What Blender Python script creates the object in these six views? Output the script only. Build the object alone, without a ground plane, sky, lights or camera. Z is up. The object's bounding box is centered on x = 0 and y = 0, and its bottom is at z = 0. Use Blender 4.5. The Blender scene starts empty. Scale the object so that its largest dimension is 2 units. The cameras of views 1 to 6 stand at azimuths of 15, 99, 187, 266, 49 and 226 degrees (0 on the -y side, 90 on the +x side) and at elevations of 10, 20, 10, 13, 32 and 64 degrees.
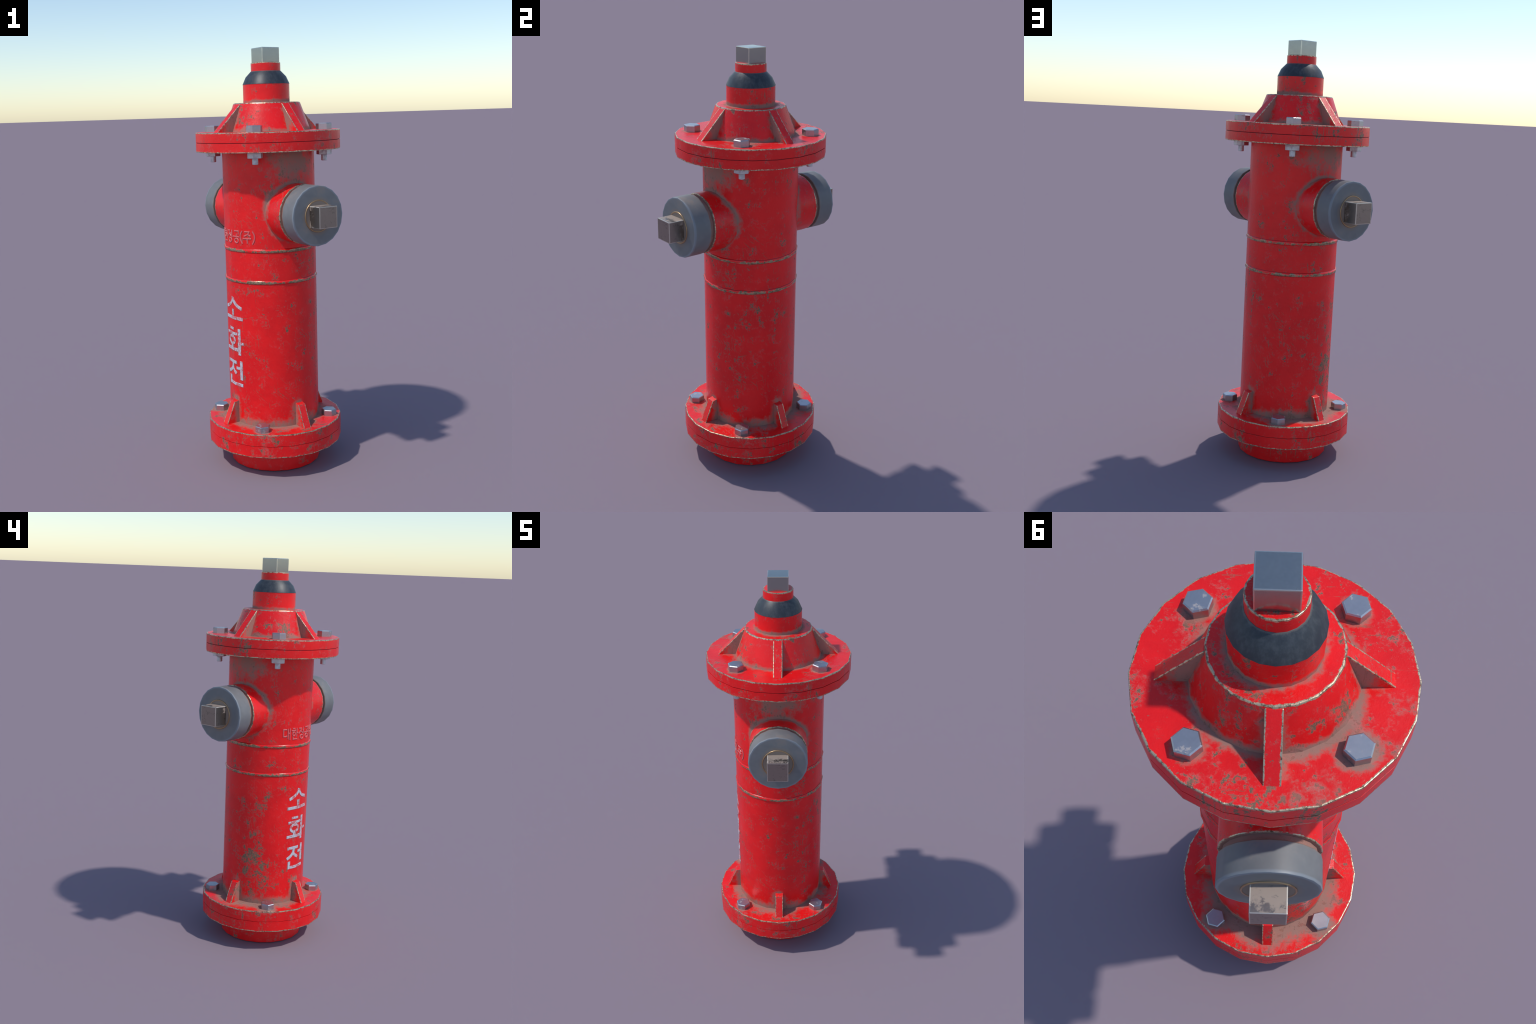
import bpy, bmesh, math, random
from mathutils import Matrix, Vector

random.seed(7)
scene = bpy.context.scene

# ----------------------------------------------------------------------------
# sizes (metres).  Local frame: the two outlets lie on -y and +y, the lettering
# on -x; the whole thing is turned about z by TURN.
# "local azimuth" a points along (sin a, -cos a).
# ----------------------------------------------------------------------------
TURN = math.radians(47.2)
SIDES = 20
R_BODY = 0.2198
Z_BASE_BOT, Z_BASE_SEAM, Z_BASE_TOP = 0.1105, 0.166, 0.2232
Z_BAR_TOP = 1.5268
Z_FL_SEAM, Z_FL_TOP = 1.5705, 1.6175
R_BASE, R_TOP = 0.3285, 0.3435
Z_OUT = 1.2430          # outlet axis height
R_OUT = 0.137


# ----------------------------------------------------------------------------
# node helper: a tiny expression language over shader nodes
# ----------------------------------------------------------------------------
class S:
    def __init__(self, m, sock):
        self.m, self.k = m, sock

    def __add__(self, o): return self.m.math('ADD', self, o)
    __radd__ = __add__
    def __sub__(self, o): return self.m.math('SUBTRACT', self, o)
    def __rsub__(self, o): return self.m.math('SUBTRACT', o, self)
    def __mul__(self, o): return self.m.math('MULTIPLY', self, o)
    __rmul__ = __mul__
    def __truediv__(self, o): return self.m.math('DIVIDE', self, o)


class Mat:
    def __init__(self, name):
        self.mat = bpy.data.materials.new(name)
        self.mat.use_nodes = True
        self.nt = self.mat.node_tree
        self.nt.nodes.clear()
        self.out = self.nt.nodes.new('ShaderNodeOutputMaterial')
        self.bsdf = self.nt.nodes.new('ShaderNodeBsdfPrincipled')
        self.nt.links.new(self.bsdf.outputs[0], self.out.inputs[0])
        tc = self.nt.nodes.new('ShaderNodeTexCoord')
        self.P = S(self, tc.outputs['Object'])
        sep = self.nt.nodes.new('ShaderNodeSeparateXYZ')
        self.nt.links.new(tc.outputs['Object'], sep.inputs[0])
        self.x, self.y, self.z = (S(self, sep.outputs[i]) for i in range(3))

    def put(self, sock, v):
        if isinstance(v, S):
            self.nt.links.new(v.k, sock)
        elif isinstance(v, (tuple, list)):
            sock.default_value = tuple(v) + ((1.0,) if len(v) == 3 and sock.type == 'RGBA' else ())
        else:
            sock.default_value = v

    def math(self, op, a, b=None, c=None):
        n = self.nt.nodes.new('ShaderNodeMath')
        n.operation = op
        self.put(n.inputs[0], a)
        if b is not None: self.put(n.inputs[1], b)
        if c is not None: self.put(n.inputs[2], c)
        return S(self, n.outputs[0])

    def mx(self, *a):
        r = a[0]
        for b in a[1:]: r = self.math('MAXIMUM', r, b)
        return r

    def mn(self, *a):
        r = a[0]
        for b in a[1:]: r = self.math('MINIMUM', r, b)
        return r

    def abs(self, a): return self.math('ABSOLUTE', a)

    def hyp(self, a, b): return self.math('SQRT', a * a + b * b)

    def step(self, v, lo, hi):
        n = self.nt.nodes.new('ShaderNodeMapRange')
        n.interpolation_type = 'SMOOTHSTEP'
        self.put(n.inputs['Value'], v)
        n.inputs['From Min'].default_value, n.inputs['From Max'].default_value = lo, hi
        return S(self, n.outputs[0])

    def map(self, vec, scale=(1, 1, 1), rot=(0, 0, 0), loc=(0, 0, 0)):
        n = self.nt.nodes.new('ShaderNodeMapping')
        self.put(n.inputs[0], vec)
        n.inputs['Scale'].default_value = scale
        n.inputs['Rotation'].default_value = rot
        self.put(n.inputs['Location'], loc)
        return S(self, n.outputs[0])

    def noise(self, vec, scale, detail=4, rough=0.55, dist=0.0):
        n = self.nt.nodes.new('ShaderNodeTexNoise')
        self.put(n.inputs['Vector'], vec)
        n.inputs['Scale'].default_value = scale
        n.inputs['Detail'].default_value = detail
        n.inputs['Roughness'].default_value = rough
        n.inputs['Distortion'].default_value = dist
        return S(self, n.outputs[0])

    def flakes(self, vec, scale, stretch=(1, 1, 0.6), wob=0.014, wob_scale=55, most=0.30, rare=0.62):
        """ragged islands: one per Voronoi cell, most cells empty"""
        nz = self.nt.nodes.new('ShaderNodeTexNoise')
        self.put(nz.inputs['Vector'], vec)
        nz.inputs['Scale'].default_value = wob_scale
        nz.inputs['Detail'].default_value = 5
        nz.inputs['Roughness'].default_value = 0.7
        ma = self.nt.nodes.new('ShaderNodeVectorMath')
        ma.operation = 'MULTIPLY_ADD'
        self.nt.links.new(nz.outputs['Color'], ma.inputs[0])
        ma.inputs[1].default_value = (wob * 4,) * 3
        self.put(ma.inputs[2], vec)
        v = self.nt.nodes.new('ShaderNodeTexVoronoi')
        self.put(v.inputs['Vector'], self.map(S(self, ma.outputs[0]), stretch))
        v.inputs['Scale'].default_value = scale
        sp = self.nt.nodes.new('ShaderNodeSeparateColor')
        self.nt.links.new(v.outputs['Color'], sp.inputs[0])
        rnd = S(self, sp.outputs[0])
        rad = (rnd - rare) * (most / (1.0 - rare))
        return rad - S(self, v.outputs['Distance'])          # > 0 inside a flake

    def mix(self, f, a, b):
        n = self.nt.nodes.new('ShaderNodeMix')
        n.data_type = 'RGBA'
        self.put(n.inputs[0], f)
        self.put(n.inputs[6], a)
        self.put(n.inputs[7], b)
        return S(self, n.outputs[2])

    def vshift(self):
        """object coordinates pushed by the object's random number, so repeats differ"""
        oi = self.nt.nodes.new('ShaderNodeObjectInfo')
        self.rand = S(self, oi.outputs['Random'])
        n = self.nt.nodes.new('ShaderNodeVectorMath')
        n.operation = 'ADD'
        self.put(n.inputs[0], self.P)
        comb = self.nt.nodes.new('ShaderNodeCombineXYZ')
        for i, f in enumerate((13.0, 7.0, 23.0)):
            self.put(comb.inputs[i], self.rand * f)
        self.nt.links.new(comb.outputs[0], n.inputs[1])
        return S(self, n.outputs[0])

    def unrolled(self):
        """the barrel's skin laid flat: (arc length, height)"""
        n = self.nt.nodes.new('ShaderNodeCombineXYZ')
        self.put(n.inputs[0], self.math('ARCTAN2', self.x, self.y * -1.0) * R_BODY)
        self.put(n.inputs[1], self.z)
        return S(self, n.outputs[0])

    def turn(self, vec, ang):
        return self.map(vec, (1, 1, 1), (0, 0, ang))

    def polyr(self):
        """radius measured so that it is constant on a 20-sided prism"""
        a = self.math('ARCTAN2', self.x, self.y * -1.0)
        st = 2 * math.pi / SIDES
        m = self.math('FLOORED_MODULO', a, st) - st / 2
        return self.hyp(self.x, self.y) * self.math('COSINE', m) / math.cos(st / 2)

    def bump(self, h, strength=0.3, dist=0.002):
        n = self.nt.nodes.new('ShaderNodeBump')
        n.inputs['Strength'].default_value = strength
        n.inputs['Distance'].default_value = dist
        self.put(n.inputs['Height'], h)
        self.put(self.bsdf.inputs['Normal'], S(self, n.outputs[0]))

    def finish(self, col, rough, metal=0.0, spec=0.5):
        b = self.bsdf.inputs
        self.put(b['Base Color'], col)
        self.put(b['Roughness'], rough)
        self.put(b['Metallic'], metal)
        b['Specular IOR Level'].default_value = spec
        return self.mat


RED = (0.87, 0.008, 0.009)
RED_DARK = (0.76, 0.006, 0.008)
PINK = (0.66, 0.10, 0.10)
DUST = (0.30, 0.195, 0.155)
CHIP = (0.24, 0.165, 0.100)
STEEL_EDGE = (0.60, 0.49, 0.34)


def red_paint(name, crevice=None, edge=None, chip_boost=None, film=0.0, repeat=False, chip_th=0.145,
              dust_gain=1.0, flat=False):
    """worn red enamel.  crevice(m): 1 where dust lies thick, falling to 0 and
    below away from it; edge(m): distance in metres to a worn edge."""
    m = Mat(name)
    P = m.vshift() if repeat else m.P
    broad = m.noise(P, 7.0, 5, 0.6)
    mid = m.noise(P, 22.0, 6, 0.65)
    fine = m.noise(P, 95.0, 4, 0.7)
    grit = m.noise(P, 260.0, 2, 0.6)
    streak = m.noise(m.map(P, (60, 60, 9)), 1.0, 5, 0.65, 0.4)
    # base red, slightly clouded
    col = m.mix(m.step(broad, 0.35, 0.65), RED, RED_DARK)
    # faded speckle
    fade = m.step(mid, 0.50, 0.66) * m.step(fine, 0.46, 0.62)
    col = m.mix(fade * 0.42 + m.step(grit, 0.60, 0.75) * 0.14 * m.step(mid, 0.42, 0.58), col, PINK)
    # flaked chips: ragged islands of two sizes, plus crumbs and vertical runs
    boost = chip_boost(m) if chip_boost else 0.0
    dens = (broad - 0.5) * 0.95 + boost
    f1 = m.flakes(P, 19.0, (1.15, 1.15, 0.6) if flat else (0.9, 0.9, 0.9), 0.026, 38, 0.25, 0.60) + dens * 0.9 + (fine - 0.5) * 0.65 + (streak - 0.5) * 0.3 - 0.078
    f2 = m.flakes(P, 48.0, (1, 1, 0.55), 0.013, 85, 0.25, 0.50) + dens * 1.0 + (fine - 0.5) * 0.5 - 0.072
    cv = (mid - 0.5) * 0.8 + (fine - 0.5) * 0.45 + (streak - 0.5) * 0.35 + dens * 0.5
    f3 = (cv - chip_th) * 1.6
    f4 = (m.noise(m.map(P, (1, 1, 0.45)), 130.0, 5, 0.75) - 0.665 + (mid - 0.5) * 0.35 + dens * 0.25) * 1.6
    f = m.mx(f1, f2, f3, f4)
    chips = m.step(f, -0.005, 0.035) * (0.65 + m.step(streak + (grit - 0.5) * 0.8, 0.36, 0.56) * 0.35)
    halo = m.step(f, -0.11, 0.0)
    # scratches: long thin flakes laid across the surface in two directions
    if flat:
        Q = m.unrolled()
        sc1 = m.noise(m.map(m.turn(Q, 0.72), (11, 150, 1)), 1.0, 3, 0.6)
        sc2 = m.noise(m.map(m.turn(Q, 1.45), (9, 140, 1), (0, 0, 0), (3.3, 1.7, 0)), 1.0, 3, 0.6)
        sc3 = m.noise(m.map(m.turn(Q, -0.25), (14, 120, 1), (0, 0, 0), (7.3, 5.7, 0)), 1.0, 3, 0.6)
    else:
        sc1 = m.noise(m.map(P, (120, 120, 9), (0.5, 0.55, 0.2)), 1.0, 3, 0.55)
        sc2 = m.noise(m.map(P, (9, 110, 110), (0.3, 0.9, 0.5)), 1.0, 3, 0.55)
        sc3 = sc1
    patch = m.step(m.noise(P, 5.0, 4, 0.65) + (mid - 0.5) * 0.5, 0.47, 0.60)
    scr = m.mx(m.step(sc1, 0.615, 0.655), m.step(sc2, 0.62, 0.66), m.step(sc3, 0.635, 0.675)) * patch
    scr = scr * m.step(fine, 0.36, 0.50)
    chips = m.mx(chips, scr * 0.62)
    col = m.mix(halo * 0.34, col, (0.58, 0.10, 0.085))
    # dust
    dust = 0.0
    if crevice:
        c = crevice(m) * dust_gain + (broad - 0.5) * 1.3 + (mid - 0.5) * 1.3 + (fine - 0.5) * 0.6 + (streak - 0.5) * 0.5
        dust = m.step(c, 0.26, 0.98)
        col = m.mix(dust * 0.92, col, DUST)
    if film:
        fl = m.step(broad + (mid - 0.5) * 0.8, 0.54, 0.78) * m.step(fine + (broad - 0.5) * 0.6, 0.40, 0.66)
        col = m.mix(fl * film, col, (0.62, 0.17, 0.15))
    cc = m.mix(m.step(fine, 0.4, 0.6), CHIP, (0.145, 0.110, 0.072))
    col = m.mix(chips * (1.0 - dust * 0.7) if crevice else chips, col, cc)
    met = chips * 0.15
    rough = 0.35 + fade * 0.15 + chips * 0.1 + (dust * 0.45 if crevice else 0.0)
    # edges rubbed to the metal
    if edge:
        d = edge(m)
        wob = (mid - 0.5) * 0.011 + (fine - 0.5) * 0.010
        e = 1.0 - m.step(d + wob + (broad - 0.5) * 0.006, 0.0034, 0.0052)
        ecol = m.mix(m.step(fine, 0.45, 0.62), STEEL_EDGE, (0.17, 0.135, 0.09))
        col = m.mix(e, col, ecol)
        met = m.mx(met, e * 0.75)
        rough = rough * (1.0 - e) + e * 0.36
    h = mid * 0.6 + fine * 0.25 + broad * 0.6 - chips * 0.5 + grit * 0.08
    m.bump(h, 0.34, 0.006)
    return m.finish(col, rough, met, 0.42)


def ring_edges(*rings):
    """distance to circular edges given as (r, z)"""
    def f(m):
        r = m.polyr()
        d = None
        for rr, zz in rings:
            k = m.hyp(r - rr, m.z - zz)
            d = k if d is None else m.mn(d, k)
        return d
    return f


def near_ribs(m, w=0.02, reach=0.05):
    """1 beside one of the four ribs (on the local axes), 0 at 'reach' from it"""
    d = m.mn(m.abs(m.x), m.abs(m.y))
    return 1.0 - (d - w) / reach


def near_bolts(m, rad, size=0.035, reach=0.03):
    s = rad * math.sqrt(0.5)
    d = m.hyp(m.abs(m.x) - s, m.abs(m.y) - s)
    return 1.0 - (d - size) / reach


def barrel_dust(m):
    foot = 1.0 - (m.z - Z_BASE_TOP) / 0.074
    rib = near_ribs(m, 0.022, 0.035) * m.step(m.z, 0.40, 0.30)
    pipe = (1.0 - (m.hyp(m.x, m.z - Z_OUT) - R_OUT) / 0.026) * (0.62 + m.step(m.z, 1.15, 1.36) * 0.45)
    above = m.step(m.z, 1.30, 1.50) * (1.12 - m.abs(m.x) / 0.21) * 1.0
    rim = 0.75 - (Z_BAR_TOP - m.z) / 0.05
    return m.mx(m.mx(foot, rib * 0.8), pipe, above, rim * 0.5, 0.0)


def barrel_chips(m):
    # heavy flaking low down below the rear outlet, and a scatter of lesser patches
    p = m.hyp(m.hyp(m.x + 0.08, m.y - 0.20) * 1.1, (m.z - 0.38) * 0.7)
    q = m.hyp(m.hyp(m.x + 0.19, m.y - 0.11), (m.z - 0.36) * 1.1)
    return (1.0 - m.step(p, 0.04, 0.19)) * 0.18 + (1.0 - m.step(q, 0.02, 0.16)) * 0.17


def base_dust(m):
    r = m.hyp(m.x, m.y)
    ins = (1.05 - (r - 0.215) / 0.085) * m.step(m.z, 0.19, 0.22)
    b = near_bolts(m, 0.274, 0.034, 0.035) * 0.7 * m.step(m.z, 0.19, 0.22)
    rear = m.step(m.y, 0.02, 0.20) * 0.40 * m.step(m.z, 0.19, 0.22)
    return m.mx(ins + rear, b + rear, 0.0)


def top_dust(m):
    r = m.hyp(m.x, m.y)
    up = m.step(m.z, 1.600, 1.615)
    ins = (1.0 - (r - 0.202) / 0.036)
    b = near_bolts(m, 0.270, 0.034, 0.03) * 0.75
    rib = near_ribs(m, 0.02, 0.03) * m.step(r, 0.29, 0.24) * 0.6
    side = m.step(m.x * -1.0 + m.y, 0.16, 0.38) * 0.34
    return m.mx(m.mx(ins, b, rib) + side, 0.0) * up


def bonnet_dust(m):
    r = m.hyp(m.x, m.y)
    low = 1.0 - (m.z - Z_FL_TOP) / 0.030
    rib = near_ribs(m, 0.022, 0.030) * m.step(m.z, 1.76, 1.70)
    shelf = (1.0 - (r - 0.106) / 0.032) * m.step(m.z, 1.735, 1.745) * (1.0 - m.step(m.z, 1.752, 1.775))
    return m.mx(low, rib * 0.7, shelf, 0.0)


def rib_dust(reach):
    def f(m):
        side = m.step(m.abs(m.x), 0.0170, 0.0195)
        inner = 1.15 - (m.y * -1.0 - 0.20) / reach
        return side * m.mx(inner, 0.0)
    return f


def rib_edges(w, pts):
    """worn lines where the sloping back meets the two flanks"""
    (y0, z0), (y1, z1) = pts
    L = math.hypot(y1 - y0, z1 - z0)
    ny, nz = (z1 - z0) / L, -(y1 - y0) / L

    def f(m):
        depth = m.abs((m.y - y0) * ny + (m.z - z0) * nz)
        return m.hyp(depth, m.abs(m.x) - w) + 0.0012
    return f


def pipe_dust(m):
    r = m.hyp(m.x, m.y)
    join = 1.0 - (r - 0.222) / 0.030
    top = m.step(m.z, Z_OUT - 0.10, Z_OUT + 0.13)
    groove = m.step(m.y * -1.0, 0.2936, 0.2940) * 2.5
    return m.mx(join * (0.45 + top * 0.55), groove, 0.0)


def pipe_edges(m):
    r = m.hyp(m.x, m.z - Z_OUT)
    return m.hyp(r - 0.1365, m.y + 0.294)


MAT_BARREL = red_paint('barrel_enamel', barrel_dust, None, barrel_chips, flat=True)
MAT_FOOT = red_paint('foot_enamel', None, None, None, film=0.25)
MAT_BASE = red_paint('base_flange_enamel', base_dust, ring_edges((R_BASE, Z_BASE_TOP), (R_BASE, Z_BASE_BOT)), None,
                     film=0.62, chip_th=0.12)
MAT_TOP = red_paint('head_flange_enamel', top_dust, ring_edges((R_TOP, Z_FL_TOP), (R_TOP, Z_BAR_TOP)),
                    lambda m: m.step(m.y - m.abs(m.x) * 0.3, 0.21, 0.32) * 0.15 - 0.055, film=0.62, chip_th=0.12)
MAT_BONNET = red_paint('bonnet_enamel', bonnet_dust,
                       ring_edges((0.157, 1.7475)), None, film=0.3, chip_th=0.12)
MAT_NECK = red_paint('neck_enamel', None, ring_edges((0.0695, 1.932)), None, film=0.3, chip_th=0.12)
MAT_HEAD_RIB = red_paint('head_rib_enamel', rib_dust(0.075), rib_edges(0.0205, ((-0.2825, 1.6165), (-0.159, 1.741))),
                         None, repeat=True)
MAT_BASE_RIB = red_paint('base_rib_enamel', rib_dust(0.07), rib_edges(0.0195, ((-0.2845, 0.2225), (-0.240, 0.3265))),
                         None, repeat=True)
MAT_PIPE = red_paint('outlet_enamel', pipe_dust, pipe_edges, lambda m: m.step(m.y * -1.0, 0.22, 0.29) * 0.05 + 0.02,
                     repeat=True, chip_th=0.62, film=0.3)


def bead_mat():
    """raised weld beads, half rubbed bare"""
    m = Mat('bead_enamel')
    a = m.noise(m.map(m.P, (1, 1, 0.5)), 16, 4, 0.6)
    b = m.noise(m.P, 70, 4, 0.7)
    low = m.mn(m.abs(m.z - 0.9205), m.abs(m.z - 1.0680))
    wear = m.step(a * 0.6 + b * 0.4 - low * 14.0, 0.39, 0.45)
    bare = m.mix(m.step(b, 0.42, 0.6), (0.42, 0.31, 0.20), (0.22, 0.155, 0.095))
    col = m.mix(wear, RED, bare)
    foot = m.mn(m.abs(m.z - 0.9235), m.abs(m.z - 1.0710))
    col = m.mix(m.step(foot, 0.0078, 0.0088), col, (0.30, 0.010, 0.014))  # crease shade above and below each bead, put in as darker red
    m.bump(b, 0.25, 0.003)
    return m.finish(col, 0.26, wear * 0.45)


def steel(name, base=(0.56, 0.57, 0.60), rough=0.30, dust_amt=0.5, dust_col=(0.42, 0.36, 0.33), metal=0.95, place=None,
          th=0.50, soft=0.06, edge=None, blot=0.0):
    m = Mat(name)
    P = m.vshift()
    n = m.noise(P, 28, 5, 0.65)
    f = m.noise(P, 120, 4, 0.7)
    fac = m.step(n * 0.7 + f * 0.3 + (place(m) if place else 0.0), th, th + soft)
    col = m.mix(m.step(f, 0.35, 0.65) * 0.18, base, tuple(c * 0.75 for c in base))
    col = m.mix(fac * dust_amt, col, dust_col)
    if blot:
        w = m.noise(P, 38, 6, 0.7, 0.6)
        col = m.mix(m.step(w, 0.57, 0.62) * blot, col, (0.10, 0.095, 0.095))
    if edge:
        a, b, c = edge(m)
        near = m.mn(m.mx(a, b), m.mx(a, c), m.mx(b, c)) + (n - 0.5) * 0.003
        col = m.mix((1.0 - m.step(near, 0.0022, 0.0042)) * 0.8, col, (0.66, 0.62, 0.55))
    return m.finish(col, rough + (n - 0.5) * 0.12 + fac * 0.25, metal - fac * dust_amt * 0.9)


MAT_BEAD = bead_mat()
MAT_BOLT = steel('zinc_steel', base=(0.43, 0.44, 0.475), rough=0.36, metal=0.90, th=0.55)
MAT_NUT = steel('zinc_nut', base=(0.58, 0.60, 0.64), rough=0.42, dust_amt=0.2, metal=0.75)
MAT_TOPNUT = steel('bright_steel', edge=lambda m: (0.0477 - m.abs(m.x), 0.0477 - m.abs(m.y), 2.0 - m.z), base=(0.37, 0.375, 0.36), rough=0.24, dust_amt=0.12, dust_col=(0.40, 0.37, 0.35), th=0.62, soft=0.2)
MAT_CAPNUT = steel('dusty_steel', edge=lambda m: (0.0477 - m.abs(m.x), 0.0477 - m.abs(m.z - Z_OUT), m.y + 0.4738), soft=0.13, blot=0.40, base=(0.31, 0.27, 0.24), rough=0.34, dust_amt=0.85, dust_col=(0.36, 0.28, 0.23),
                   place=lambda m: (m.y + 0.425) * 2.6 + m.step(m.z, Z_OUT + 0.043, Z_OUT + 0.046) * 0.17
                   - m.step(m.y * -1.0, 0.470, 0.4735) * 0.5, th=0.52)
MAT_SHANK = steel('bolt_shank', base=(0.60, 0.62, 0.66), rough=0.45, dust_amt=0.3, metal=0.6)


def cap_mat():
    m = Mat('grey_cap_paint')
    P = m.vshift()
    n = m.noise(P, 12, 6, 0.62)
    f = m.noise(P, 90, 4, 0.65)
    col = m.mix(m.step(n, 0.35, 0.65), (0.158, 0.165, 0.172), (0.188, 0.194, 0.199))
    r = m.hyp(m.x, m.z - Z_OUT)
    # pale rub along the front rim, dust on the upper back and round the washer
    rim = 1.0 - m.step(m.hyp(r - 0.134, m.y + 0.396) + (n - 0.5) * 0.008, 0.003, 0.009)
    col = m.mix(rim * 0.45, col, (0.26, 0.31, 0.36))
    pat = m.step(n * 0.8 + f * 0.2 + m.step(m.z, Z_OUT + 0.02, Z_OUT + 0.14) * 0.05, 0.56, 0.66)
    col = m.mix(pat * 0.45, col, (0.25, 0.21, 0.18))
    was = 1.0 - m.step(r + (n - 0.5) * 0.03, 0.074, 0.092)
    back = m.step(m.y, -0.323, -0.312)
    col = m.mix(m.mx(was, back) * 0.6, col, (0.24, 0.19, 0.155))
    m.bump(n + f * 0.3, 0.08, 0.004)
    return m.finish(col, 0.46 + n * 0.14 - rim * 0.08)


def washer_mat():
    m = Mat('bronze_washer')
    r = m.hyp(m.x, m.z - Z_OUT)
    n = m.noise(m.P, 30, 5, 0.6)
    rim = m.step(r, 0.066, 0.069)
    col = m.mix(rim, m.mix(n, (0.30, 0.235, 0.19), (0.24, 0.185, 0.15)), (0.42, 0.28, 0.16))
    return m.finish(col, 0.62 - rim * 0.27, rim * 0.8)


def rubber_mat():
    m = Mat('dark_cover')
    n = m.noise(m.P, 9, 6, 0.65)
    f = m.noise(m.map(m.P, (1, 1, 0.5)), 60, 6, 0.72)
    col = m.mix(m.step(n * 0.35 + f * 0.65, 0.42, 0.68), (0.024, 0.031, 0.041), (0.058, 0.068, 0.078))
    d = m.step(m.z + (f - 0.5) * 0.006, 1.8885, 1.8915)
    col = m.mix(d * 0.45, col, (0.16, 0.145, 0.13))
    m.bump(f, 0.12, 0.003)
    return m.finish(col, 0.36 + f * 0.2)


def letter_paint():
    m = Mat('white_lettering')
    n = m.noise(m.P, 26, 5, 0.65)
    f = m.noise(m.map(m.P, (1, 1, 0.6)), 120, 3, 0.6)
    worn = m.step(n * 0.62 + f * 0.38, 0.515, 0.555)
    r = m.polyr()
    col = m.mix(m.step(f, 0.4, 0.6), (0.56, 0.56, 0.61), (0.46, 0.46, 0.51))
    col = m.mix(worn * 0.8, col, (0.62, 0.09, 0.09))
    # relief shading round the raised letters, painted as a dark rim
    col = m.mix(1.0 - m.step(r, R_BODY + 0.0006, R_BODY + 0.0012), col, (0.22, 0.035, 0.04))
    m.bump(n, 0.15, 0.003)
    return m.finish(col, 0.55)


def cast_letter():
    m = Mat('cast_lettering')
    f = m.noise(m.P, 90, 3, 0.6)
    r = m.polyr()
    col = m.mix(m.step(r, R_BODY + 0.0005, R_BODY + 0.0010), (0.36, 0.018, 0.022), m.mix(f, (0.66, 0.19, 0.19), (0.66, 0.07, 0.075)))  # stroke sides tinted dark red to draw the shade of the relief
    return m.finish(col, 0.42)


def dark_seam_mat():
    m = Mat('dark_seam_red')
    return m.finish((0.20, 0.006, 0.014), 0.7)  # dark red of the recessed disc that closes the flange gap, seen as a thin dark line


MAT_DARK_SEAM = dark_seam_mat()
MAT_CAP, MAT_WASHER, MAT_RUBBER = cap_mat(), washer_mat(), rubber_mat()
MAT_LETTER, MAT_CAST = letter_paint(), cast_letter()

# ----------------------------------------------------------------------------
# mesh helpers
# ----------------------------------------------------------------------------
root = bpy.data.objects.new('fire_hydrant', None)
scene.collection.objects.link(root)
root.rotation_euler = (0, 0, TURN)
root.empty_display_size = 0.2
root['label'] = 'weathered red street fire hydrant with two grey capped outlets'
root['category'] = 'fire hydrant'


def sharpen(bm, ang=math.radians(32)):
    for f in bm.faces: f.smooth = True
    for e in bm.edges:
        if len(e.link_faces) == 2 and e.calc_face_angle(0) > ang: e.smooth = False


def make(name, bm, mat, parent=root, ang=32):
    bmesh.ops.recalc_face_normals(bm, faces=bm.faces)
    sharpen(bm, math.radians(ang))
    me = bpy.data.meshes.new(name)
    bm.to_mesh(me)
    bm.free()
    me.materials.append(mat)
    ob = bpy.data.objects.new(name, me)
    scene.collection.objects.link(ob)
    ob.parent = parent
    wn = ob.modifiers.new('face_weighted_shading', 'WEIGHTED_NORMAL')
    wn.keep_sharp = True
    wn.weight = 80
    return ob


def lathe(profile, sides=SIDES, caps=True):
    """turn a (radius, height) profile about z, one vertex on local azimuth 0"""
    bm = bmesh.new()
    rings = []
    for r, z in profile:
        rings.append([bm.verts.new((r * math.sin(2 * math.pi * i / sides), -r * math.cos(2 * math.pi * i / sides), z))
                      for i in range(sides)])
    for a, b in zip(rings, rings[1:]):
        for i in range(sides):
            j = (i + 1) % sides
            bm.faces.new((a[i], a[j], b[j], b[i]))
    if caps:
        bm.faces.new(rings[0])
        bm.faces.new(rings[-1])
    return bm


def turned(profile, sides=SIDES):
    """lathe about the outlet axis: profile is (radius, distance along -y)"""
    bm = lathe(profile, sides)
    for v in bm.verts:
        x, y, d = v.co
        v.co = (x, -d, Z_OUT - y)
    return bm


def chamfer(r, z, dr, dz, c):
    """three profile points rounding an outer corner; dr, dz say which way the
    profile arrives and leaves"""
    return [(r + dr * c, z), (r - 0.29 * c, z + dz * 0.29 * c), (r, z + dz * c)]


def disc(r, z0, z1, c0, c1):
    return ([(r - c0, z0), (r - 0.29 * c0, z0 + 0.29 * c0), (r, z0 + c0)] +
            [(r, z1 - c1), (r - 0.29 * c1, z1 - 0.29 * c1), (r - c1, z1)])


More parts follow.
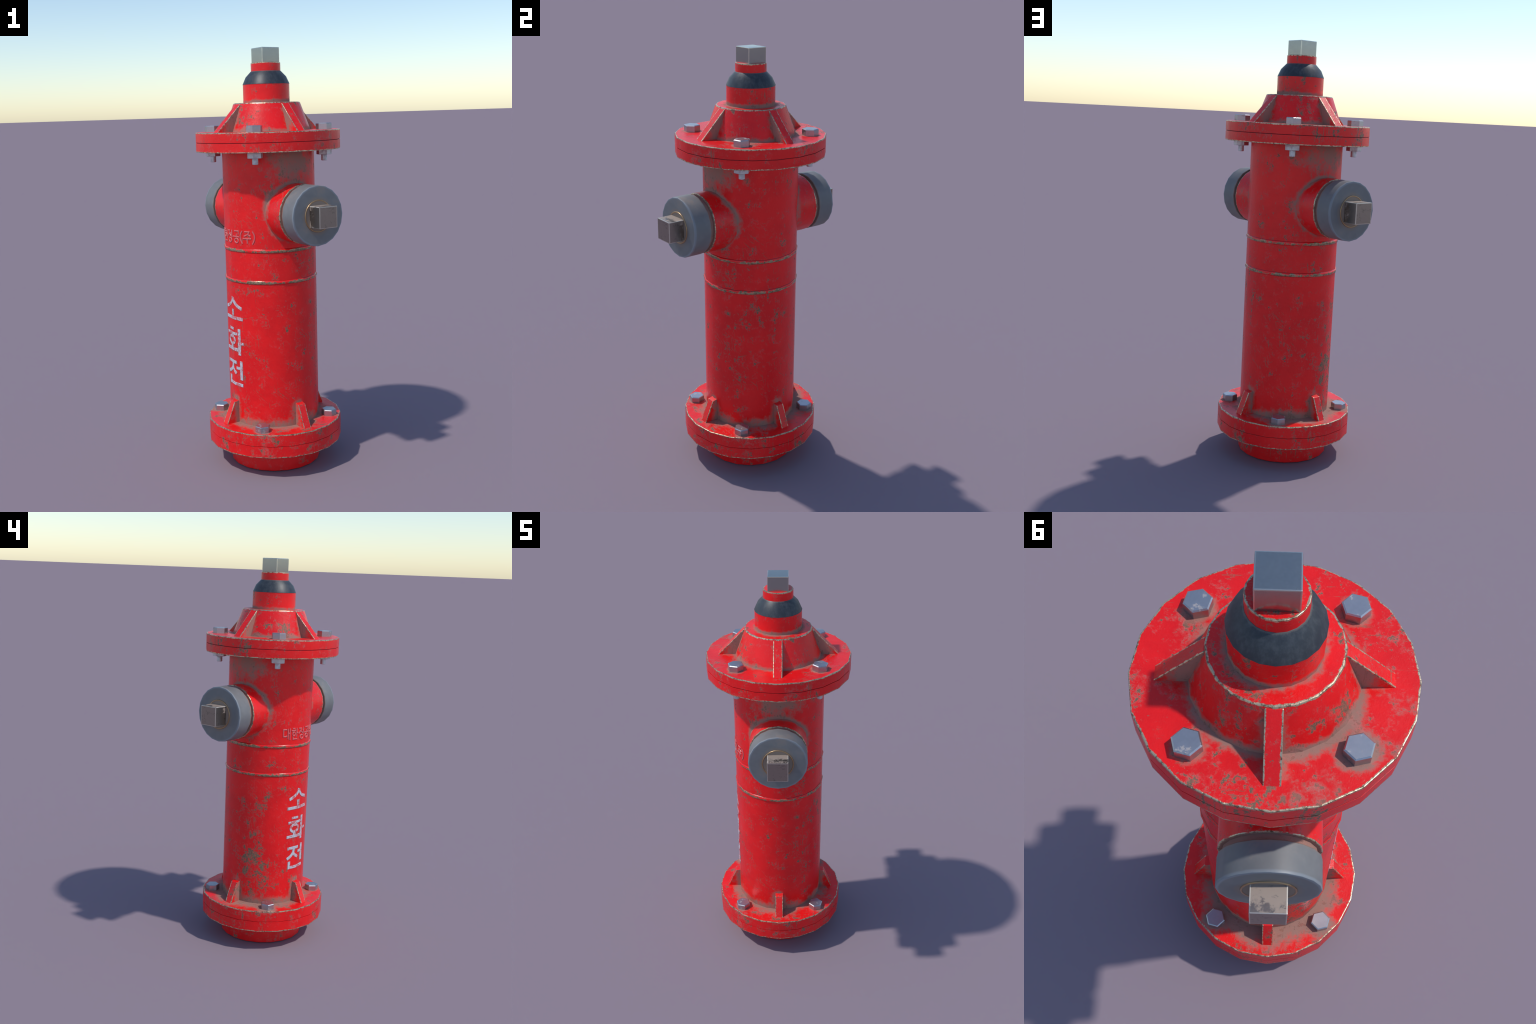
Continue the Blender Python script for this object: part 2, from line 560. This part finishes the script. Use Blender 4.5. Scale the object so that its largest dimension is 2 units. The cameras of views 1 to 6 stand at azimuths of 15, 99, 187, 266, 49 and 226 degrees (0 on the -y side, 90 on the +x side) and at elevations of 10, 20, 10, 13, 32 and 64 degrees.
# ---------------------------------------------------------------- barrel stack
make('foot', lathe([(R_BODY - 0.004, 0.0), (R_BODY, 0.004), (R_BODY, Z_BASE_BOT + 0.003)]), MAT_FOOT)
make('base_flange', lathe(disc(R_BASE, Z_BASE_BOT, Z_BASE_SEAM - 0.0011, 0.0018, 0.0007)), MAT_BASE)
make('base_flange', lathe(disc(R_BASE, Z_BASE_SEAM + 0.0011, Z_BASE_TOP, 0.0007, 0.0034)), MAT_BASE)
make('barrel', lathe([(R_BODY, Z_BASE_TOP - 0.004), (R_BODY, 0.6), (R_BODY, 1.0), (R_BODY, Z_BAR_TOP + 0.003)]),
     MAT_BARREL)
for zc in (0.9235, 1.0710):
    prof = [(R_BODY - 0.002, zc - 0.0110), (R_BODY + 0.0002, zc - 0.0095)]
    for k in range(7):
        t = math.pi * (k / 6 - 0.5)
        prof.append((R_BODY + 0.0004 + 0.0040 * math.cos(t), zc + 0.0090 * math.sin(t)))
    prof += [(R_BODY + 0.0002, zc + 0.0095), (R_BODY - 0.002, zc + 0.0110)]
    make('bead', lathe(prof, caps=False), MAT_BEAD, ang=60)
make('barrel_flange', lathe(disc(R_TOP, Z_BAR_TOP, Z_FL_SEAM - 0.0015, 0.0018, 0.0007)), MAT_TOP)

for rr, zz in ((R_BASE, Z_BASE_SEAM), (R_TOP, Z_FL_SEAM)):
    make('dark_seam_disc', lathe([(rr - 0.0035, zz - 0.003), (rr - 0.0035, zz + 0.003)]), MAT_DARK_SEAM)

# ---------------------------------------------------------------- head
make('bonnet_flange', lathe(disc(R_TOP, Z_FL_SEAM + 0.0015, Z_FL_TOP, 0.0007, 0.0034)), MAT_TOP)
make('bonnet', lathe([(0.2065, Z_FL_TOP - 0.004), (0.2050, Z_FL_TOP), (0.1585, 1.7435), (0.1562, 1.7467), (0.1520, 1.7478),
                      (0.1098, 1.7478), (0.1095, 1.7490), (0.1095, 1.8330)]), MAT_BONNET)
make('dome_cover', lathe([(0.1060, 1.8315), (0.1106, 1.8322), (0.1104, 1.8335), (0.0955, 1.8665),
                          (0.0705, 1.8925), (0.0660, 1.8935)]), MAT_RUBBER)
make('neck', lathe([(0.0695, 1.888), (0.0695, 1.9295), (0.0687, 1.9312), (0.0670, 1.932)]), MAT_NECK)


def block(w, h0, h1, axis_y=False, bev=0.0022):
    bm = bmesh.new()
    bmesh.ops.create_cube(bm, size=1.0)
    for v in bm.verts:
        s = Vector((v.co.x * 2 * w, v.co.y * 2 * w, h0 + (v.co.z + 0.5) * (h1 - h0)))
        v.co = Vector((s.x, -s.z, Z_OUT + s.y)) if axis_y else s
    bmesh.ops.bevel(bm, geom=bm.edges[:], offset=bev, segments=2, affect='EDGES', profile=0.6)
    return bm


make('operating_nut', block(0.0477, 1.929, 2.0, bev=0.0032), MAT_TOPNUT, ang=50)


def rib(profile, w, bev=0.0018):
    """extrude a (y, z) outline to both sides of the local y-z plane"""
    bm = bmesh.new()
    fs = [bm.verts.new((-w, y, z)) for y, z in profile]
    gs = [bm.verts.new((w, y, z)) for y, z in profile]
    n = len(profile)
    bm.faces.new(fs)
    bm.faces.new(gs[::-1])
    for i in range(n):
        j = (i + 1) % n
        bm.faces.new((fs[i], gs[i], gs[j], fs[j]))
    bmesh.ops.recalc_face_normals(bm, faces=bm.faces)
    bmesh.ops.bevel(bm, geom=bm.edges[:], offset=bev, segments=2, affect='EDGES', profile=0.6)
    return bm


def spread(first, count=4, start=0.0):
    obs = [first]
    for i in range(1, count):
        o = first.copy()
        scene.collection.objects.link(o)
        o.parent = first.parent
        obs.append(o)
    for i, o in enumerate(obs):
        o.rotation_euler = (0, 0, start + i * 2 * math.pi / count)
    return obs


spread(make('bonnet_rib', rib([(-0.2830, 1.6150), (-0.2815, 1.6175), (-0.1590, 1.7415), (-0.1500, 1.7410), (-0.1960, 1.6150)],
                              0.0207), MAT_HEAD_RIB, ang=50))
spread(make('base_rib', rib([(-0.2850, 0.2210), (-0.2840, 0.2240), (-0.2400, 0.3265), (-0.2120, 0.3330), (-0.2120, 0.2210)],
                            0.0195), MAT_BASE_RIB, ang=50))


# ---------------------------------------------------------------- bolts and nuts
def hexagon(bm, rad, z0, z1, cham_top=0.0018, cham_bot=0.0, twist=0.0):
    prof = [(rad - cham_bot, z0)]
    if cham_bot: prof.append((rad, z0 + cham_bot))
    prof += [(rad, z1 - cham_top), (rad - cham_top * 1.3, z1)]
    rings = []
    for r, z in prof:
        rings.append([bm.verts.new((r * math.sin(twist + i * math.pi / 3), -r * math.cos(twist + i * math.pi / 3), z))
                      for i in range(6)])
    for a, b in zip(rings, rings[1:]):
        for i in range(6):
            bm.faces.new((a[i], a[(i + 1) % 6], b[(i + 1) % 6], b[i]))
    bm.faces.new(rings[0])
    bm.faces.new(rings[-1])


def rod(bm, rad, z0, z1, n=14):
    prof = [(rad - 0.002, z0), (rad, z0 + 0.002), (rad, z1)]
    rings = [[bm.verts.new((r * math.sin(2 * math.pi * i / n), -r * math.cos(2 * math.pi * i / n), z)) for i in range(n)]
             for r, z in prof]
    for a, b in zip(rings, rings[1:]):
        for i in range(n):
            bm.faces.new((a[i], a[(i + 1) % n], b[(i + 1) % n], b[i]))
    bm.faces.new(rings[0])
    bm.faces.new(rings[-1])


def bolt_set(rad, z_seat, size, height, nut_z=None):
    bm = bmesh.new()
    hexagon(bm, size, z_seat - 0.001, z_seat + height, cham_top=0.0030)
    head = make('bolt', bm, MAT_BOLT, ang=25)
    nutmesh = shankmesh = None
    for i in range(4):
        a = math.radians(45 + 90 * i)
        o = head if i == 0 else head.copy()
        if i: scene.collection.objects.link(o)
        o.parent = root
        o.location = (rad * math.sin(a), -rad * math.cos(a), 0)
        o.rotation_euler = (0, 0, a)
        if nut_z is None: continue
        if nutmesh is None:
            b = bmesh.new()
            hexagon(b, 0.0360, nut_z - 0.026, nut_z + 0.001, cham_top=0.0, cham_bot=0.0018)
            nut = make('nut', b, MAT_NUT, o, 25)
            b = bmesh.new()
            rod(b, 0.0138, nut_z - 0.0545, nut_z - 0.024)
            shank = make('shank', b, MAT_SHANK, o, 40)
            nutmesh, shankmesh = nut, shank
        else:
            for src in (nutmesh, shankmesh):
                c = src.copy()
                scene.collection.objects.link(c)
                c.parent = o


bolt_set(0.270, Z_FL_TOP, 0.0374, 0.0290, nut_z=Z_BAR_TOP)
bolt_set(0.274, Z_BASE_TOP, 0.0365, 0.0290)

# ---------------------------------------------------------------- outlets
pipe = make('outlet', turned([(R_OUT, 0.12), (R_OUT, 0.2915), (R_OUT - 0.0009, 0.2932), (R_OUT - 0.003, 0.2942),
                              (0.1245, 0.2942), (0.1245, 0.3160)]), MAT_PIPE)
cap = make('outlet_cap', turned([(0.128, 0.3125), (0.1340, 0.3125), (0.1364, 0.3145), (0.1364, 0.3930), (0.1352, 0.3965),
                                 (0.1320, 0.3980), (0.070, 0.3980)]), MAT_CAP, pipe)
washer = make('cap_washer', turned([(0.0735, 0.3950), (0.0735, 0.3995), (0.0722, 0.4015), (0.0700, 0.4018),
                                    (0.0680, 0.4008), (0.0665, 0.3995)], 24), MAT_WASHER, pipe, ang=60)
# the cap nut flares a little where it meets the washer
bm = block(0.0477, 0.396, 0.4738, axis_y=True, bev=0.0024)
capnut = make('cap_nut', bm, MAT_CAPNUT, pipe, ang=50)
rear = pipe.copy()
scene.collection.objects.link(rear)
rear.parent = root
rear.rotation_euler = (0, 0, math.pi)
for src in (cap, washer, capnut):
    c = src.copy()
    scene.collection.objects.link(c)
    c.parent = rear


# ---------------------------------------------------------------- raised lettering
def hull_radius(a):
    st = 2 * math.pi / SIDES
    m = (a % st) - st / 2
    return R_BODY * math.cos(st / 2) / math.cos(m)


def wrap(t, z, lift):
    a = -math.pi / 2 + t / 0.22
    r = hull_radius(a) + lift
    return (r * math.sin(a), -r * math.cos(a), z)


def arc(cx, cz, rx, rz, n=26):
    return [(cx + rx * math.sin(2 * math.pi * i / n), cz + rz * math.cos(2 * math.pi * i / n)) for i in range(n)]


def smooth_line(pts, step=0.004):
    """Catmull-Rom through the control points, resampled finely"""
    out = []
    q = [pts[0]] + list(pts) + [pts[-1]]
    for i in range(1, len(q) - 2):
        p0, p1, p2, p3 = q[i - 1], q[i], q[i + 1], q[i + 2]
        n = max(2, int(math.dist(p1, p2) / step))
        for k in range(n):
            t = k / n
            out.append(tuple(0.5 * (2 * b + (c - a) * t + (2 * a - 5 * b + 4 * c - d) * t * t + (3 * b - a - 3 * c + d) * t ** 3)
                             for a, b, c, d in zip(p0, p1, p2, p3)))
    out.append(pts[-1])
    return out


def straight(pts, step=0.004):
    out = []
    for a, b in zip(pts, pts[1:]):
        n = max(1, int(math.dist(a, b) / step))
        out += [tuple(u + (v - u) * k / n for u, v in zip(a, b)) for k in range(n)]
    out.append(pts[-1])
    return out


def stroke(bm, pts, w, lift, closed=False, w1=None):
    """a ridge of width w along pts (t, z), wrapped round the barrel"""
    n = len(pts)
    left, right = [], []
    for i, p in enumerate(pts):
        a = pts[(i - 1) % n] if closed or i else p
        b = pts[(i + 1) % n] if closed or i < n - 1 else p
        da = Vector((p[0] - a[0], p[1] - a[1]))
        db = Vector((b[0] - p[0], b[1] - p[1]))
        da = da.normalized() if da.length > 1e-9 else db.normalized()
        db = db.normalized() if db.length > 1e-9 else da
        d = (da + db)
        d = d.normalized() if d.length > 1e-6 else db
        k = max(0.6, d.dot(da))
        ww = (w if w1 is None else w + (w1 - w) * i / (n - 1)) / 2 / k
        left.append((p[0] - d.y * ww, p[1] + d.x * ww))
        right.append((p[0] + d.y * ww, p[1] - d.x * ww))
    c = min(0.0010, w * 0.2)

    def inset(u, v, s):
        dx, dz = v[0] - u[0], v[1] - u[1]
        L = math.hypot(dx, dz)
        return (u[0] + dx / L * s, u[1] + dz / L * s)
    rows = []
    for l, r in zip(left, right):
        rows.append([bm.verts.new(wrap(*inset(l, r, -0.0013), -0.0008)), bm.verts.new(wrap(*l, lift - c)),
                     bm.verts.new(wrap(*inset(l, r, c), lift)), bm.verts.new(wrap(*inset(r, l, c), lift)),
                     bm.verts.new(wrap(*r, lift - c)), bm.verts.new(wrap(*inset(r, l, -0.0013), -0.0008))])
    m = n if closed else n - 1
    for i in range(m):
        a, b = rows[i], rows[(i + 1) % n]
        for k in range(5):
            bm.faces.new((a[k], b[k], b[k + 1], a[k + 1]))
        bm.faces.new((a[5], b[5], b[0], a[0]))
    if not closed:
        bm.faces.new(rows[0])
        bm.faces.new(rows[-1][::-1])


def glyph(name, strokes, width, lift, mat):
    bm = bmesh.new()
    for i, s in enumerate(strokes):
        kind, pts = s[0], s[1]
        w = s[2] if len(s) > 2 else width
        h = lift + 0.00006 * i          # overlapping strokes never share a plane
        if kind == 'line': stroke(bm, straight(pts), w, h)
        elif kind == 'curve': stroke(bm, smooth_line(pts), w, h)
        elif kind == 'ring': stroke(bm, arc(*pts), w, h, closed=True)
    return make(name, bm, mat, ang=35)


L, C, O = 'line', 'curve', 'ring'
BIG = [
    # so
    [(C, [(-0.002, 0.842), (-0.010, 0.822), (-0.032, 0.802), (-0.068, 0.788)], 0.0165),
     (C, [(0.000, 0.836), (0.010, 0.817), (0.030, 0.801), (0.063, 0.789)], 0.0165),
     (L, [(-0.004, 0.782), (-0.004, 0.742)], 0.0185),
     (L, [(-0.077, 0.7395), (0.069, 0.7395)], 0.0160)],
    # hwa
    [(L, [(-0.045, 0.6850), (0.000, 0.6850)], 0.0130),
     (L, [(-0.0690, 0.6610), (0.0230, 0.6610)], 0.0145),
     (O, (-0.0225, 0.6280, 0.0270, 0.0185), 0.0145),
     (L, [(-0.0220, 0.6090), (-0.0220, 0.5860)], 0.0185),
     (L, [(-0.0750, 0.5840), (0.0270, 0.5840)], 0.0160),
     (L, [(0.0390, 0.6890), (0.0390, 0.5600)], 0.0200),
     (L, [(0.0440, 0.6190), (0.0700, 0.6190)], 0.0130)],
    # jeon
    [(L, [(-0.0660, 0.5195), (0.0130, 0.5195)], 0.0160),
     (C, [(-0.0200, 0.5150), (-0.0240, 0.4950), (-0.0400, 0.4760), (-0.0680, 0.4630)], 0.0165),
     (C, [(-0.0250, 0.4960), (-0.0140, 0.4800), (0.0120, 0.4640)], 0.0165),
     (L, [(0.0480, 0.5315), (0.0480, 0.4380)], 0.0190),
     (L, [(0.0120, 0.4930), (0.0430, 0.4930)], 0.0140),
     (L, [(-0.0505, 0.4470), (-0.0505, 0.4090)], 0.0180),
     (L, [(-0.0590, 0.4120), (0.0580, 0.4120)], 0.0155)],
]
SMALL = [
    # dae
    [(L, [(-0.101, 1.1585), (-0.120, 1.1585), (-0.1195, 1.1230), (-0.1080, 1.1225), (-0.099, 1.1255)]),
     (L, [(-0.0940, 1.1630), (-0.0940, 1.1095)]), (L, [(-0.0830, 1.1650), (-0.0830, 1.1045)]),
     (L, [(-0.0940, 1.1390), (-0.0830, 1.1390)])],
    # han
    [(L, [(-0.0670, 1.1625), (-0.0520, 1.1625)]), (L, [(-0.0745, 1.1520), (-0.0465, 1.1520)]),
     (O, (-0.0592, 1.1345, 0.0085, 0.0090)), (L, [(-0.0400, 1.1645), (-0.0400, 1.1190)]),
     (L, [(-0.0400, 1.1400), (-0.0315, 1.1400)]), (L, [(-0.0650, 1.1215), (-0.0650, 1.1080), (-0.0365, 1.1085)])],
    # jeong
    [(L, [(-0.0245, 1.1600), (-0.0045, 1.1600)]), (C, [(-0.0085, 1.1590), (-0.0130, 1.1470), (-0.0260, 1.1330)]),
     (L, [(-0.0135, 1.1480), (0.0030, 1.1350)]), (L, [(0.0098, 1.1645), (0.0098, 1.1300)]),
     (L, [(0.0010, 1.1485), (0.0098, 1.1485)]), (O, (-0.0035, 1.1165, 0.0115, 0.0100))],
    # gong
    [(L, [(0.0285, 1.1610), (0.0585, 1.1615), (0.0575, 1.1455)]), (L, [(0.0435, 1.1490), (0.0435, 1.1350)]),
     (L, [(0.0190, 1.1345), (0.0640, 1.1345)]), (O, (0.0435, 1.1160, 0.0130, 0.0100))],
    # bracket
    [(C, [(0.0815, 1.1640), (0.0735, 1.1510), (0.0708, 1.1360), (0.0735, 1.1190), (0.0820, 1.1040)])],
    # ju
    [(L, [(0.0930, 1.1605), (0.1215, 1.1605)]), (C, [(0.1195, 1.1595), (0.1100, 1.1480), (0.0905, 1.1390)]),
     (L, [(0.1110, 1.1480), (0.1265, 1.1405)]), (L, [(0.0850, 1.1285), (0.1300, 1.1285)]),
     (L, [(0.1085, 1.1285), (0.1085, 1.1060)])],
    # bracket
    [(C, [(0.1360, 1.1635), (0.1440, 1.1510), (0.1468, 1.1365), (0.1440, 1.1190), (0.1355, 1.1035)])],
]
for g in BIG: glyph('letter', g, 0.016, 0.0016, MAT_LETTER)
for g in SMALL: glyph('cast_letter', g, 0.0060, 0.0026, MAT_CAST)
